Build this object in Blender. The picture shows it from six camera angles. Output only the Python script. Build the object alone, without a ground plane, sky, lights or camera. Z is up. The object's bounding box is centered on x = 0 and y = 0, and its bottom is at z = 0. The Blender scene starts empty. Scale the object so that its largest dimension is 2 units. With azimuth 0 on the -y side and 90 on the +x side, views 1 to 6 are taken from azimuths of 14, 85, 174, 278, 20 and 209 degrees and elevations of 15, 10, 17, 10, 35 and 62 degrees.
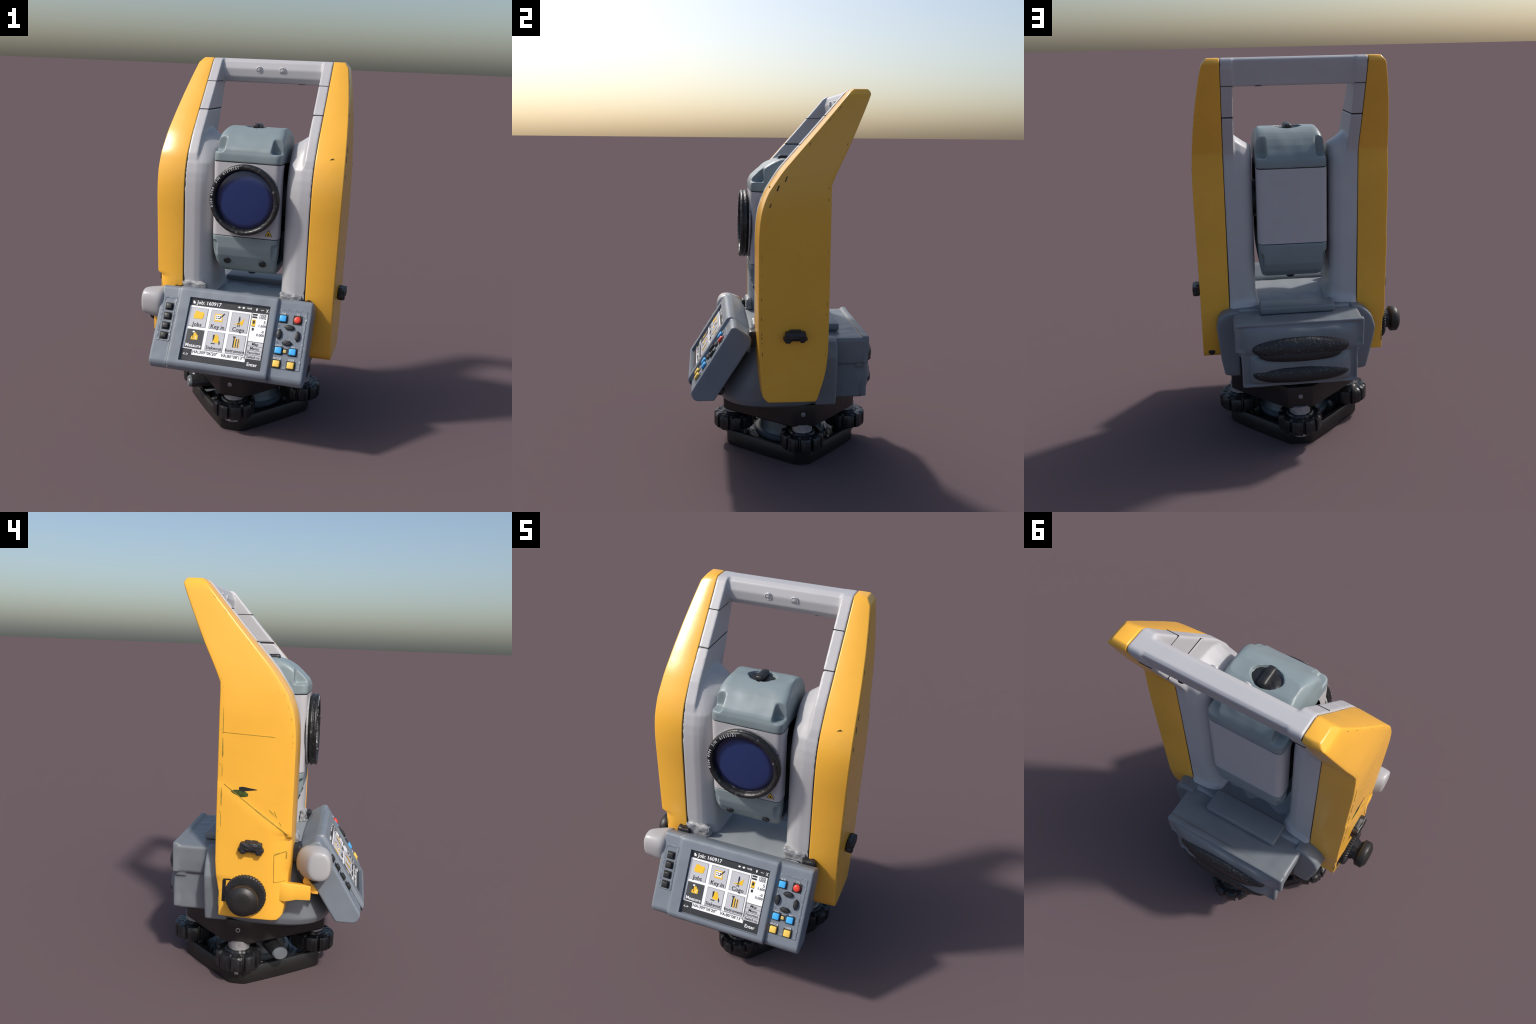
# Robotic surveying total station: yellow side covers, grey yoke and handle,
# tilting telescope, slate base housing with battery bay, tilted control unit
# with a colour screen, four-screw levelling base.
import bpy, bmesh, math, random
from math import sin, cos, pi, radians, sqrt
from mathutils import Vector, Matrix
import numpy as np

random.seed(7)
RNG = np.random.RandomState(11)
XC = 0.042                       # symmetry plane of the instrument

# ------------------------------------------------------------------ materials
def material(name, color, rough=0.4, metallic=0.0, tint=0.06, scale=9.0,
             bump=0.0, bump_scale=60.0, speck=0.0, speck_color=(0.02, 0.02, 0.02),
             speck_scale=22.0, scratch=0.0, scratch_color=(0.75, 0.75, 0.78), coat=0.0,
             rough_var=0.08, spec=0.5, speck_cut=0.74):
    m = bpy.data.materials.new(name)
    m.use_nodes = True
    nt = m.node_tree
    N, L = nt.nodes, nt.links
    b = N["Principled BSDF"]
    tc = N.new("ShaderNodeTexCoord")
    n1 = N.new("ShaderNodeTexNoise")
    n1.inputs["Scale"].default_value = scale
    n1.inputs["Detail"].default_value = 5
    L.new(tc.outputs["Object"], n1.inputs["Vector"])
    ramp = N.new("ShaderNodeValToRGB")
    lo = [c * (1 - tint) for c in color]
    hi = [min(1, c * (1 + tint)) for c in color]
    ramp.color_ramp.elements[0].position = 0.3
    ramp.color_ramp.elements[0].color = (*lo, 1)
    ramp.color_ramp.elements[1].position = 0.7
    ramp.color_ramp.elements[1].color = (*hi, 1)
    L.new(n1.outputs["Fac"], ramp.inputs["Fac"])
    col = ramp.outputs["Color"]

    def mask_mix(col, fac_socket, c2):
        mx = N.new("ShaderNodeMix")
        mx.data_type = 'RGBA'
        L.new(fac_socket, mx.inputs[0])
        L.new(col, mx.inputs[6])
        mx.inputs[7].default_value = (*c2, 1)
        return mx.outputs[2]

    if speck > 0:
        n2 = N.new("ShaderNodeTexNoise")
        n2.inputs["Scale"].default_value = speck_scale
        n2.inputs["Detail"].default_value = 6
        n2.inputs["Roughness"].default_value = 0.65
        L.new(tc.outputs["Object"], n2.inputs["Vector"])
        r2 = N.new("ShaderNodeValToRGB")
        r2.color_ramp.elements[0].position = speck_cut
        r2.color_ramp.elements[0].color = (0, 0, 0, 1)
        r2.color_ramp.elements[1].position = speck_cut + 0.02
        r2.color_ramp.elements[1].color = (speck, speck, speck, 1)
        L.new(n2.outputs["Fac"], r2.inputs["Fac"])
        col = mask_mix(col, r2.outputs["Color"], speck_color)
    if scratch > 0:
        mp = N.new("ShaderNodeMapping")
        mp.inputs["Rotation"].default_value = (0.5, 0.9, 0.35)
        mp.inputs["Scale"].default_value = (1.5, 26.0, 9.0)
        L.new(tc.outputs["Object"], mp.inputs["Vector"])
        n3 = N.new("ShaderNodeTexNoise")
        n3.inputs["Scale"].default_value = 2.2
        n3.inputs["Detail"].default_value = 3
        L.new(mp.outputs["Vector"], n3.inputs["Vector"])
        r3 = N.new("ShaderNodeValToRGB")
        r3.color_ramp.elements[0].position = 0.72
        r3.color_ramp.elements[0].color = (0, 0, 0, 1)
        r3.color_ramp.elements[1].position = 0.76
        r3.color_ramp.elements[1].color = (scratch, scratch, scratch, 1)
        L.new(n3.outputs["Fac"], r3.inputs["Fac"])
        col = mask_mix(col, r3.outputs["Color"], scratch_color)
    L.new(col, b.inputs["Base Color"])
    b.inputs["Metallic"].default_value = metallic
    b.inputs["Specular IOR Level"].default_value = spec
    if coat:
        b.inputs["Coat Weight"].default_value = coat
        b.inputs["Coat Roughness"].default_value = 0.15
    mr = N.new("ShaderNodeMapRange")
    mr.inputs["To Min"].default_value = max(0.02, rough - rough_var)
    mr.inputs["To Max"].default_value = min(1, rough + rough_var)
    L.new(n1.outputs["Fac"], mr.inputs["Value"])
    L.new(mr.outputs["Result"], b.inputs["Roughness"])
    if bump > 0:
        n4 = N.new("ShaderNodeTexNoise")
        n4.inputs["Scale"].default_value = bump_scale
        n4.inputs["Detail"].default_value = 4
        L.new(tc.outputs["Object"], n4.inputs["Vector"])
        bp = N.new("ShaderNodeBump")
        bp.inputs["Strength"].default_value = bump
        bp.inputs["Distance"].default_value = 0.004
        L.new(n4.outputs["Fac"], bp.inputs["Height"])
        L.new(bp.outputs["Normal"], b.inputs["Normal"])
    return m

YELLOW = material("yellow_paint", (0.87, 0.445, 0.05), 0.27, tint=0.035, scale=4, bump=0.16, bump_scale=14,
                  speck=0.8, speck_color=(0.05, 0.035, 0.012), speck_scale=19, speck_cut=0.76,
                  scratch=0.12, scratch_color=(0.95, 0.62, 0.2))
GREY = material("light_grey_plastic", (0.46, 0.455, 0.468), 0.40, tint=0.03, scale=5, bump=0.14, bump_scale=12,
                speck=0.75, speck_color=(0.05, 0.05, 0.06), speck_scale=24, speck_cut=0.775, scratch=0.22,
                scratch_color=(0.62, 0.62, 0.66))
WHITE = material("telescope_white", (0.47, 0.455, 0.47), 0.38, tint=0.02, bump=0.08, bump_scale=12)
TEAL = material("telescope_teal_grey", (0.215, 0.265, 0.28), 0.42, tint=0.05, scale=6, bump=0.15, bump_scale=16,
                speck=0.7, speck_color=(0.02, 0.025, 0.03), speck_scale=20, speck_cut=0.775, scratch=0.1,
                scratch_color=(0.4, 0.46, 0.5))
SLATE = material("slate_plastic", (0.170, 0.189, 0.210), 0.42, tint=0.07, scale=6, bump=0.16, bump_scale=18,
                 speck=0.5, speck_color=(0.03, 0.035, 0.045), speck_scale=16, speck_cut=0.77, scratch=0.16,
                 scratch_color=(0.27, 0.31, 0.36))
DECK = material("deck_grey", (0.27, 0.295, 0.315), 0.42, tint=0.08, scale=6, bump=0.16, bump_scale=18)
PANEL = material("control_unit_plastic", (0.180, 0.206, 0.240), 0.40, tint=0.06, scale=7, bump=0.16, bump_scale=20,
                 scratch=0.2, scratch_color=(0.34, 0.38, 0.43))
KEYMAT = material("key_field_plastic", (0.170, 0.196, 0.23), 0.42, tint=0.12, scale=40, bump=0.3, bump_scale=60,
                  speck=0.7, speck_color=(0.42, 0.45, 0.5), speck_scale=55, speck_cut=0.66)
BLACK = material("black_rubber", (0.016, 0.016, 0.018), 0.42, tint=0.25, scale=30, bump=0.35, bump_scale=45)
DARK = material("base_black", (0.013, 0.0135, 0.015), 0.34, tint=0.3, scale=25, bump=0.45, bump_scale=40,
                speck=0.5, speck_color=(0.05, 0.06, 0.07), speck_scale=34, speck_cut=0.66)
PLATE = material("base_plate_black", (0.0155, 0.0145, 0.0145), 0.45, tint=0.15, scale=14, bump=0.12, bump_scale=30)
HEAD = material("base_head_brown_black", (0.0195, 0.016, 0.0155), 0.42, tint=0.12, scale=12, bump=0.12, bump_scale=30)
STEEL = material("brushed_steel", (0.33, 0.32, 0.325), 0.34, metallic=0.35, tint=0.3, scale=40, bump=0.3, bump_scale=60)
HUB = material("hub_grey", (0.135, 0.15, 0.165), 0.35, tint=0.25, scale=12, bump=0.2, bump_scale=30)
STUB = material("stub_grey", (0.40, 0.39, 0.395), 0.35, tint=0.03, bump=0.06, bump_scale=14)
GAP = material("seam_black", (0.012, 0.012, 0.013), 0.7, tint=0.1)
BRUSH = material("flecked_grip", (0.018, 0.018, 0.02), 0.40, tint=0.4, scale=70, bump=0.9, bump_scale=90,
                 speck=0.8, speck_color=(0.12, 0.12, 0.125), speck_scale=90, speck_cut=0.60)
RINGMAT = material("worn_black_ring", (0.015, 0.015, 0.016), 0.36, tint=0.2, scale=25, bump=0.4, bump_scale=50,
                   speck=0.75, speck_color=(0.22, 0.22, 0.21), speck_scale=38, speck_cut=0.635)
GRIP = material("dark_grip", (0.016, 0.0135, 0.0135), 0.6, tint=0.15)
SCUFF = material("scuffed_grey", (0.31, 0.31, 0.32), 0.4, tint=0.25, scale=40, bump=0.8, bump_scale=60,
                 speck=0.8, speck_color=(0.05, 0.055, 0.06), speck_scale=40, speck_cut=0.63)
BLUEKEY = material("key_blue", (0.06, 0.42, 0.85), 0.35, tint=0.03)
REDKEY = material("key_red", (0.72, 0.055, 0.03), 0.35, tint=0.03)
YELKEY = material("key_yellow", (0.86, 0.56, 0.10), 0.38, tint=0.04)
TANKEY = material("key_tan", (0.62, 0.46, 0.16), 0.5, tint=0.1)
WHITEPRINT = material("print_white", (0.62, 0.64, 0.66), 0.5, tint=0.04)
SCREENWHITE = material("screen_white", (0.93, 0.93, 0.94), 0.35, tint=0.01)
SCREENGREY = material("screen_tile_grey", (0.54, 0.54, 0.57), 0.35, tint=0.01)
SCREENLINE = material("screen_outline_grey", (0.17, 0.17, 0.18), 0.4, tint=0.02)
SCREENDARK = material("screen_dark", (0.030, 0.031, 0.033), 0.35, tint=0.12, scale=50)
TILEDARK = material("screen_tile_dark", (0.06, 0.062, 0.064), 0.35, tint=0.05)
INK = material("print_black", (0.015, 0.015, 0.017), 0.5, tint=0.03)
ICONYEL = material("icon_yellow", (0.88, 0.52, 0.02), 0.4, tint=0.05)
GREENSTAIN = material("stain_green", (0.05, 0.075, 0.012), 0.5, tint=0.5, scale=60)
OLIVE = material("stain_olive", (0.38, 0.25, 0.03), 0.45, tint=0.3, scale=40)
CHIP = material("chip_brown", (0.16, 0.09, 0.02), 0.5, tint=0.4, scale=50)
ORANGE = material("orange_mark", (0.8, 0.28, 0.03), 0.4)

# lens glass: deep blue, glossy, lighter band towards the centre
def lens_material():
    m = bpy.data.materials.new("lens_blue_glass")
    m.use_nodes = True
    N, L = m.node_tree.nodes, m.node_tree.links
    b = N["Principled BSDF"]
    tc = N.new("ShaderNodeTexCoord")
    mp = N.new("ShaderNodeMapping")
    mp.inputs["Location"].default_value = (-0.012, 0.0, 0.006)
    mp.inputs["Scale"].default_value = (6.6, 0.0, 6.6)
    L.new(tc.outputs["Object"], mp.inputs["Vector"])
    g = N.new("ShaderNodeTexGradient")
    g.gradient_type = 'SPHERICAL'
    L.new(mp.outputs["Vector"], g.inputs["Vector"])
    r = N.new("ShaderNodeValToRGB")
    e = r.color_ramp.elements
    e[0].position = 0.08; e[0].color = (0.010, 0.014, 0.050, 1)
    e[1].position = 0.16; e[1].color = (0.020, 0.035, 0.125, 1)
    L.new(g.outputs["Fac"], r.inputs["Fac"])
    L.new(r.outputs["Color"], b.inputs["Base Color"])
    b.inputs["Roughness"].default_value = 0.12
    b.inputs["Specular IOR Level"].default_value = 0.55
    return m
LENS = lens_material()

# ------------------------------------------------------------------ mesh helpers
ROOT = bpy.data.objects.new("surveying_total_station", None)
bpy.context.scene.collection.objects.link(ROOT)
ROOT["label"] = "yellow and grey robotic surveying total station with touchscreen"
ROOT["category"] = "surveying instrument"

def add(name, me, mat, parent=None, smooth=35):
    ob = bpy.data.objects.new(name, me)
    bpy.context.scene.collection.objects.link(ob)
    ob.parent = parent or ROOT
    if mat is not None:
        me.materials.clear()
        me.materials.append(mat)
    if smooth:
        shade(me, smooth)
    return ob

def shade(me, angle):
    for p in me.polygons:
        p.use_smooth = True
    if angle < 179:
        me.set_sharp_from_angle(angle=radians(angle))

def mesh(verts, faces):
    me = bpy.data.meshes.new("part")
    me.from_pydata([tuple(map(float, v)) for v in verts], [], [tuple(int(i) for i in f) for f in faces])
    bm = bmesh.new(); bm.from_mesh(me)
    bmesh.ops.recalc_face_normals(bm, faces=bm.faces)
    bm.to_mesh(me); bm.free()
    return me

def loft(sections, close=True):
    """Closed solid through rings with equal point counts."""
    n = len(sections[0]); v = []; f = []
    for s in sections:
        assert len(s) == n
        v += s
    for k in range(len(sections) - 1):
        for i in range(n):
            j = (i + 1) % n
            f.append((k * n + i, k * n + j, (k + 1) * n + j, (k + 1) * n + i))
    if close:
        f.append(tuple(range(n)))
        m0 = (len(sections) - 1) * n
        f.append(tuple(m0 + i for i in range(n)))
    return mesh(v, f)

def modify(me, *mods):
    """Apply a list of (type, settings) modifiers and return the new mesh."""
    ob = bpy.data.objects.new("work", me)
    bpy.context.scene.collection.objects.link(ob)
    for t, kw in mods:
        md = ob.modifiers.new(t.lower(), t)
        for k, val in kw.items():
            setattr(md, k, val)
    dg = bpy.context.evaluated_depsgraph_get()
    out = bpy.data.meshes.new_from_object(ob.evaluated_get(dg))
    bpy.data.objects.remove(ob)
    return out

def bevel(me, w, seg=3, angle=35):
    return modify(me, ("BEVEL", dict(width=w, segments=seg, limit_method='ANGLE', angle_limit=radians(angle),
                                     use_clamp_overlap=True)))

def fuse(meshes, voxel=0.006, smooth=4, factor=0.5):
    """Union of overlapping solids as one soft surface."""
    bm = bmesh.new()
    for me in meshes:
        bm.from_mesh(me)
    me = bpy.data.meshes.new("fused")
    bmesh.ops.triangulate(bm, faces=[f for f in bm.faces if len(f.verts) > 4])
    bm.to_mesh(me); bm.free()
    mods = [("REMESH", dict(mode='VOXEL', voxel_size=voxel, use_smooth_shade=True))]
    if smooth:
        mods.append(("SMOOTH", dict(iterations=smooth, factor=factor)))
    return modify(me, *mods)

def join(meshes):
    bm = bmesh.new()
    for me in meshes:
        bm.from_mesh(me)
    out = bpy.data.meshes.new("joined")
    bm.to_mesh(out); bm.free()
    return out

def box(c, s, bev=0.0, seg=3, rot=None):
    cx, cy, cz = c; a, b, d = s[0] / 2, s[1] / 2, s[2] / 2
    v = [(x, y, z) for z in (-d, d) for x, y in ((-a, -b), (a, -b), (a, b), (-a, b))]
    f = [(0, 1, 2, 3), (4, 5, 6, 7), (0, 1, 5, 4), (1, 2, 6, 5), (2, 3, 7, 6), (3, 0, 4, 7)]
    me = mesh(v, f)
    if bev:
        me = bevel(me, bev, seg)
    M = Matrix.Translation(c)
    if rot is not None:
        M = M @ rot
    me.transform(M)
    return me

def extrude_yz(profile, x0, x1):
    """Side profile [(y, z)...] pushed along x."""
    return loft([[(x0, y, z) for y, z in profile], [(x1, y, z) for y, z in profile]])

def extrude_xy(profile, z0, z1):
    return loft([[(x, y, z0) for x, y in profile], [(x, y, z1) for x, y in profile]])

def lathe(profile, origin=(0, 0, 0), axis='z', seg=48, rad=None):
    """Surface of revolution of [(radius, height)...]; rad(theta, k) can modulate the radius."""
    secs = []
    for k, (r, h) in enumerate(profile):
        ring = []
        for i in range(seg):
            t = 2 * pi * i / seg
            rr = r * (rad(t, k) if rad else 1)
            ring.append((rr * cos(t), rr * sin(t), h))
        secs.append(ring)
    me = loft(secs)
    R = {'z': Matrix.Identity(4), 'x': Matrix.Rotation(pi / 2, 4, 'Y'), '-x': Matrix.Rotation(-pi / 2, 4, 'Y'),
         '-y': Matrix.Rotation(pi / 2, 4, 'X'), 'y': Matrix.Rotation(-pi / 2, 4, 'X')}[axis]
    me.transform(Matrix.Translation(origin) @ R)
    return me

def rounded(poly, r, seg=5):
    """Round the corners of a plan polygon."""
    out = []; n = len(poly)
    for i in range(n):
        p0, p1, p2 = (Vector(poly[i - 1]), Vector(poly[i]), Vector(poly[(i + 1) % n]))
        a = (p0 - p1); b = (p2 - p1)
        rr = min(r, a.length * 0.45, b.length * 0.45)
        s = p1 + a.normalized() * rr; e = p1 + b.normalized() * rr
        for k in range(seg + 1):
            t = k / seg
            q = s * (1 - t) ** 2 + p1 * 2 * t * (1 - t) + e * t * t
            out.append((q.x, q.y))
    return out

def lump(me, amp, scale, seed=0):
    """Small lumps: move vertices along normals by smooth noise."""
    from mathutils import noise
    off = Vector((seed * 3.1, seed * 1.7, seed * 0.9))
    me.update()
    ns = [v.normal.copy() for v in me.vertices]
    for v, n in zip(me.vertices, ns):
        v.co += n * (noise.noise(v.co * scale + off) * amp)
    return me

# ------------------------------------------------------------------ yoke profile
ZF = [.415, .44, .55, .68, .81, 1.0, 1.25, 1.3, 1.35, 1.4, 1.45, 1.5, 1.6, 1.7, 1.8, 1.9, 1.95, 1.985, 2.0]
YF = [-.102, -.128, -.141, -.150, -.155, -.155, -.156, -.154, -.150, -.142, -.127, -.105, -.036, .051, .139, .225, .268, .297, .318]
ZR = [.415, .43, .54, .60, .685, .81, 1.50, 1.535, 1.6, 1.7, 1.8, 1.9, 1.95, 1.98, 2.0]
YR = [.142, .153, .185, .196, .203, .204, .202, .204, .232, .281, .326, .370, .391, .402, .388]
ZO = [.415, .8, 1.0, 1.3, 1.4, 1.5, 1.6, 1.7, 1.8, 1.9, 1.97, 2.0]
DO = [.500, .500, .503, .507, .507, .503, .495, .483, .468, .449, .433, .408]
yf = lambda z: float(np.interp(z, ZF, YF))
yr = lambda z: float(np.interp(z, ZR, YR))
dxo = lambda z: float(np.interp(z, ZO, DO))
ZLIST = sorted(set([round(float(a), 4) for a in np.arange(.415, 2.0, .03)] + [.415, .43, 1.535, 1.97, 1.985, 1.994, 2.0]))
SEAM = .3465

def inset_left(y, z):
    """Left cover only: below a diagonal crease the wall steps inwards."""
    zc = np.interp(y, [-.15, .2], [.830, 1.084])
    t = np.clip((zc - z) / .02, 0, 1)
    amount = np.interp(y, [-.15, -.125, -.08, .2], [.036, .010, -.006, -.004])
    low = np.clip((.62 - z) / .03, 0, 1) * np.interp(y, [.1, .2], [0, .010])
    return float(t * amount + low)

def cover_section(side, z):
    f, r, o = yf(z), yr(z), dxo(z)
    if side < 0:
        r = max(r, .182)
    pts = [(SEAM, f - .010), ((SEAM + o) / 2, f - .005)]
    for k in range(12):
        y = f + (r - f) * k / 11
        d = o
        if side < 0:
            d -= inset_left(y, z)
        # faint crown across the side wall
        d -= .002 * (abs(k / 11 - .5) * 2) ** 3
        pts.append((d, y))
    pts += [((SEAM + o) / 2, r + .001), (SEAM, r)]
    return [(XC + side * d, y, z) for d, y in pts]

for side in (1, -1):
    zl = ZLIST if side > 0 else sorted(set(ZLIST + [round(.80 + .01 * k, 3) for k in range(30)] + [.62, .6]))
    zl = [z for i, z in enumerate(zl) if i == 0 or z - zl[i - 1] > .004]
    me = loft([cover_section(side, z) for z in zl])
    me = bevel(me, .010, 3, 42)
    add("side_cover", me, YELLOW, smooth=50)

# ------------------------------------------------------------------ grey yoke arms and handle
def arm_profile_lower(lift, cf=0.0, cr=0.0):
    """(y, z) outline of the trunnion housing; lift raises the arched shoulder."""
    p = []
    for z in (.70, .85, 1.0, 1.15, 1.25, 1.3, 1.35, 1.4, 1.45):
        p.append((yf(z) - .007 + cf, z))
    for y, z in ((-.088, 1.492), (-.055, 1.52), (-.01, 1.542), (.045, 1.557), (.10, 1.563), (.145, 1.558), (.178, 1.542), (.194, 1.515)):
        yy = .06 + (y - .06) * (1 - (cf + cr) / .3)
        p.append((yy, z + lift * (.35 + .65 * min(1, (z - 1.49) / .05))))
    for z in (1.45, 1.3, 1.0, .70):
        p.append((.201 - cr, z))
    return p

def post_section(z, d0, d1, front=.014):
    f, r = yf(z) - front * float(np.interp(z, [1.38, 1.60], [.15, 1])), yr(z)
    return [(d0, f), (d1, f), (d1, r), (d0, r)]

Z_SEAM_LOW, Z_SEAM_HIGH = 1.722, 1.872
for side in (1, -1):
    inner = .199
    lowr = loft([[(XC + side * d, y, z) for y, z in arm_profile_lower(l, a, b)]
                 for d, l, a, b in ((inner, 0.0, .078, .056), (.202, .002, .062, .044), (.209, .005, .046, .031), (.220, .011, .031, .019), (.236, .020, .017, .010), (.256, .034, .007, .002), (.285, .055, 0, 0), (.3455, .082, 0, 0))])
    zs = [z for z in np.arange(1.38, Z_SEAM_LOW - .004, .03)] + [Z_SEAM_LOW - .0008]
    post = loft([[(XC + side * d, y, z) for d, y in post_section(z, .289, .3455)] for z in zs])
    # fillet under the post where it runs into the shoulder
    foot = []
    for k in range(7):            # foot flares out towards the deck
        t = k / 6
        g = .030 * (1 - t) ** 2.2
        foot.append([(XC + side * d, y, .700 + .085 * t) for d, y in rounded([(inner - g, -.10 + g * .2), (.245, -.158), (.3455, -.160), (.3455, .199 + g), (.24, .197 + g), (inner - g, .17 + g)], .03)])
    me = fuse([lowr, post, loft(foot)], .0055, 7)
    add("yoke_arm", me, GREY, smooth=180)

# carrying handle: two upper posts and the cross bar
hs = []
zs = [Z_SEAM_LOW + .0008] + list(np.arange(1.74, 1.98, .03)) + [1.985, 1.999]
for side in (1, -1):
    hs.append(loft([[(XC + side * d, y, z) for d, y in post_section(z, .289, .3455)] for z in zs]))
bar_prof = [(.312, 1.872), (.352, 1.869), (.388, 1.975), (.392, 1.99), (.380, 2.0), (.325, 2.0), (.302, 1.985), (.287, 1.945), (.291, 1.90)]
hs.append(extrude_yz(bar_prof, XC - .34, XC + .34))
for side in (1, -1):    # gusset in the inner corners
    hs.append(loft([[(XC + side * x, y, z) for x, y, z in q] for q in
                    ([(.25, .318, 1.905), (.25, .36, 1.905), (.25, .36, 1.95), (.25, .30, 1.95)],
                     [(.30, .30, 1.868), (.30, .356, 1.868), (.30, .36, 1.95), (.30, .29, 1.95)])]))
handle = add("carrying_handle", fuse(hs, .005, 4), GREY, smooth=180)

# dark gap cores: seams between covers, arms and handle
cores = []
for side in (1, -1):
    cores.append(loft([[(XC + side * d, y, z) for d, y in ((.325, yf(z) - .0058), (.3475, yf(z) - .0058), (.3475, yr(z) - .0045), (.325, yr(z) - .0045))]
                       for z in [z for z in ZLIST if .7 < z < 1.99]]))
    for zc in (Z_SEAM_LOW, ):
        cores.append(loft([[(XC + side * d, y, z) for d, y in ((.2915, yf(z) - .010), (.335, yf(z) - .010), (.335, yr(z) - .003), (.2915, yr(z) - .003))]
                           for z in (zc - .02, zc + .02)]))
add("seam_dark_core", join(cores), GAP, smooth=30)
bands = []
for side in (1, -1):
    z = Z_SEAM_HIGH
    f, r = yf(z) - .0155, yr(z)
    bands.append(box((XC + side * .3158, f + .0045, z), (.0535, .010, .0032)))
    bands.append(box((XC + side * .3158, r - .003, z), (.0535, .010, .0032)))
    bands.append(box((XC + side * .2893, (f + .312) / 2, z), (.0025, .312 - f, .0032)))
add("handle_seam", join(bands), GAP, parent=handle, smooth=30)

# screws in the cross bar: shallow domes with a slot
for x in (-.029, .105):
    me = lathe([(.020, 0), (.0205, .004), (.017, .0075), (.014, .006), (.011, .008), (.004, .0095)], seg=24)
    me.transform(Matrix.Rotation(radians(103), 4, 'X'))
    me.transform(Matrix.Translation((x, .291, 1.941)))
    lump(me, .003, 90, 3)
    add("handle_screw", me, GREY, parent=handle, smooth=60)
me = lathe([(.019, 0), (.019, .003), (.012, .004)], origin=(.21, .338, 1.8685), seg=20)
me.transform(Matrix.Translation((0, 0, 0)))
add("handle_socket", me, GAP, parent=handle)

# ------------------------------------------------------------------ telescope
TC = Vector((XC, .025, 1.266))
SHEAR = Matrix.Identity(4); SHEAR[2][1] = -.050      # seams rise a little towards the front
TILT = Matrix.Translation(TC) @ SHEAR @ Matrix.Translation(-TC)
HW = .182
def rrect(dx0, dx1, y0, y1, z, r):
    return [(XC + x, y, z) for x, y in rounded([(dx0, y0), (dx1, y0), (dx1, y1), (dx0, y1)], r, 6)]
def tel(name, secs, mat, parent=None, smooth=40, bev=0):
    me = loft(secs)
    if bev:
        me = bevel(me, bev, 2, 50)
    me.transform(TILT)
    return add(name, me, mat, parent, smooth)

def cut(me, cutters):
    ob = bpy.data.objects.new("work", me); bpy.context.scene.collection.objects.link(ob)
    tmp = []
    for c in cutters:
        co = bpy.data.objects.new("cutter", c); bpy.context.scene.collection.objects.link(co)
        md = ob.modifiers.new("b", 'BOOLEAN'); md.operation = 'DIFFERENCE'; md.object = co; md.solver = 'EXACT'
        tmp.append(co)
    dg = bpy.context.evaluated_depsgraph_get()
    out = bpy.data.meshes.new_from_object(ob.evaluated_get(dg))
    for o in tmp + [ob]:
        bpy.data.objects.remove(o)
    return out

FLANK = [(-.10, .93), (-.10, 1.42), (-.085, 1.462), (-.02, 1.47), (.07, 1.47), (.13, 1.462), (.15, 1.42), (.15, .93), (.12, .905), (-.06, .905)]
def flanks():
    return [extrude_yz(FLANK, XC + sx * .130, XC + sx * .25) for sx in (1, -1)]
def core_outline(g):
    c = (.025, 1.255)
    return [(c[0] + (y - c[0]) * g, c[1] + (z - c[1]) * g) for y, z in FLANK]
me = cut(loft([rrect(-HW, HW, -.176, .228, z, .035) for z in (1.071, 1.2, 1.35, 1.462)]), flanks())
me.transform(TILT)
TEL = add("telescope_body", me, WHITE, None, 40)
me = cut(loft([rrect(-HW + .003, HW - .003, -.173, .225, z, .034) for z in (1.062, 1.2, 1.471)]), flanks())
me.transform(TILT)
add("telescope_seam", me, GAP, TEL, 40)
me = loft([[(XC + d, y, z) for y, z in core_outline(1.03)] for d in (-.1345, .1345)])
me.transform(TILT)
add("black_inner_core", me, GAP, TEL, 30)

def cap_section(t, up):
    """t 0..1 from the seam to the crown of a telescope cap."""
    if up:
        z = np.interp(t, [0, .2, .4, .58, .75, .9, 1], [1.466, 1.502, 1.535, 1.575, 1.61, 1.637, 1.647])
        y0 = np.interp(t, [0, .2, .4, .58, .75, .9, 1], [-.177, -.177, -.168, -.128, -.085, -.04, .0])
        y1 = np.interp(t, [0, .2, .4, .58, .75, .9, 1], [.229, .229, .216, .190, .160, .125, .085])
        a = np.interp(t, [0, .4, .75, 1], [HW, HW - .002, HW - .012, HW - .04])
        b = np.interp(t, [0, .4, .75, 1], [HW, HW, HW - .006, HW - .025])
    else:
        z = np.interp(t, [0, .3, .5, .7, .88, 1], [1.067, 1.0, .957, .912, .870, .850])
        y0 = np.interp(t, [0, .3, .5, .7, .88, 1], [-.177, -.175, -.162, -.138, -.100, -.055])
        y1 = np.interp(t, [0, .3, .5, .7, .88, 1], [.229, .227, .220, .198, .155, .09])
        a = np.interp(t, [0, .4, .75, 1], [HW, HW - .004, HW - .015, HW - .03])
        b = a
    return rrect(-a, b, y0, y1, float(z), .035)

def cap_mesh(up):
    body = loft([cap_section(t, up) for t in np.linspace(0, 1, 15)])
    return body

top = cap_mesh(True)
notch = []
for sx in (1, -1):
    for y0, y1 in ((-.25, -.105), (.155, .30)):
        m_ = box((XC + sx * .172, (y0 + y1) / 2, 1.578), (.092, y1 - y0, .125), .012, 3)
        notch.append(m_)
top = cut(top, notch)
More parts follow.
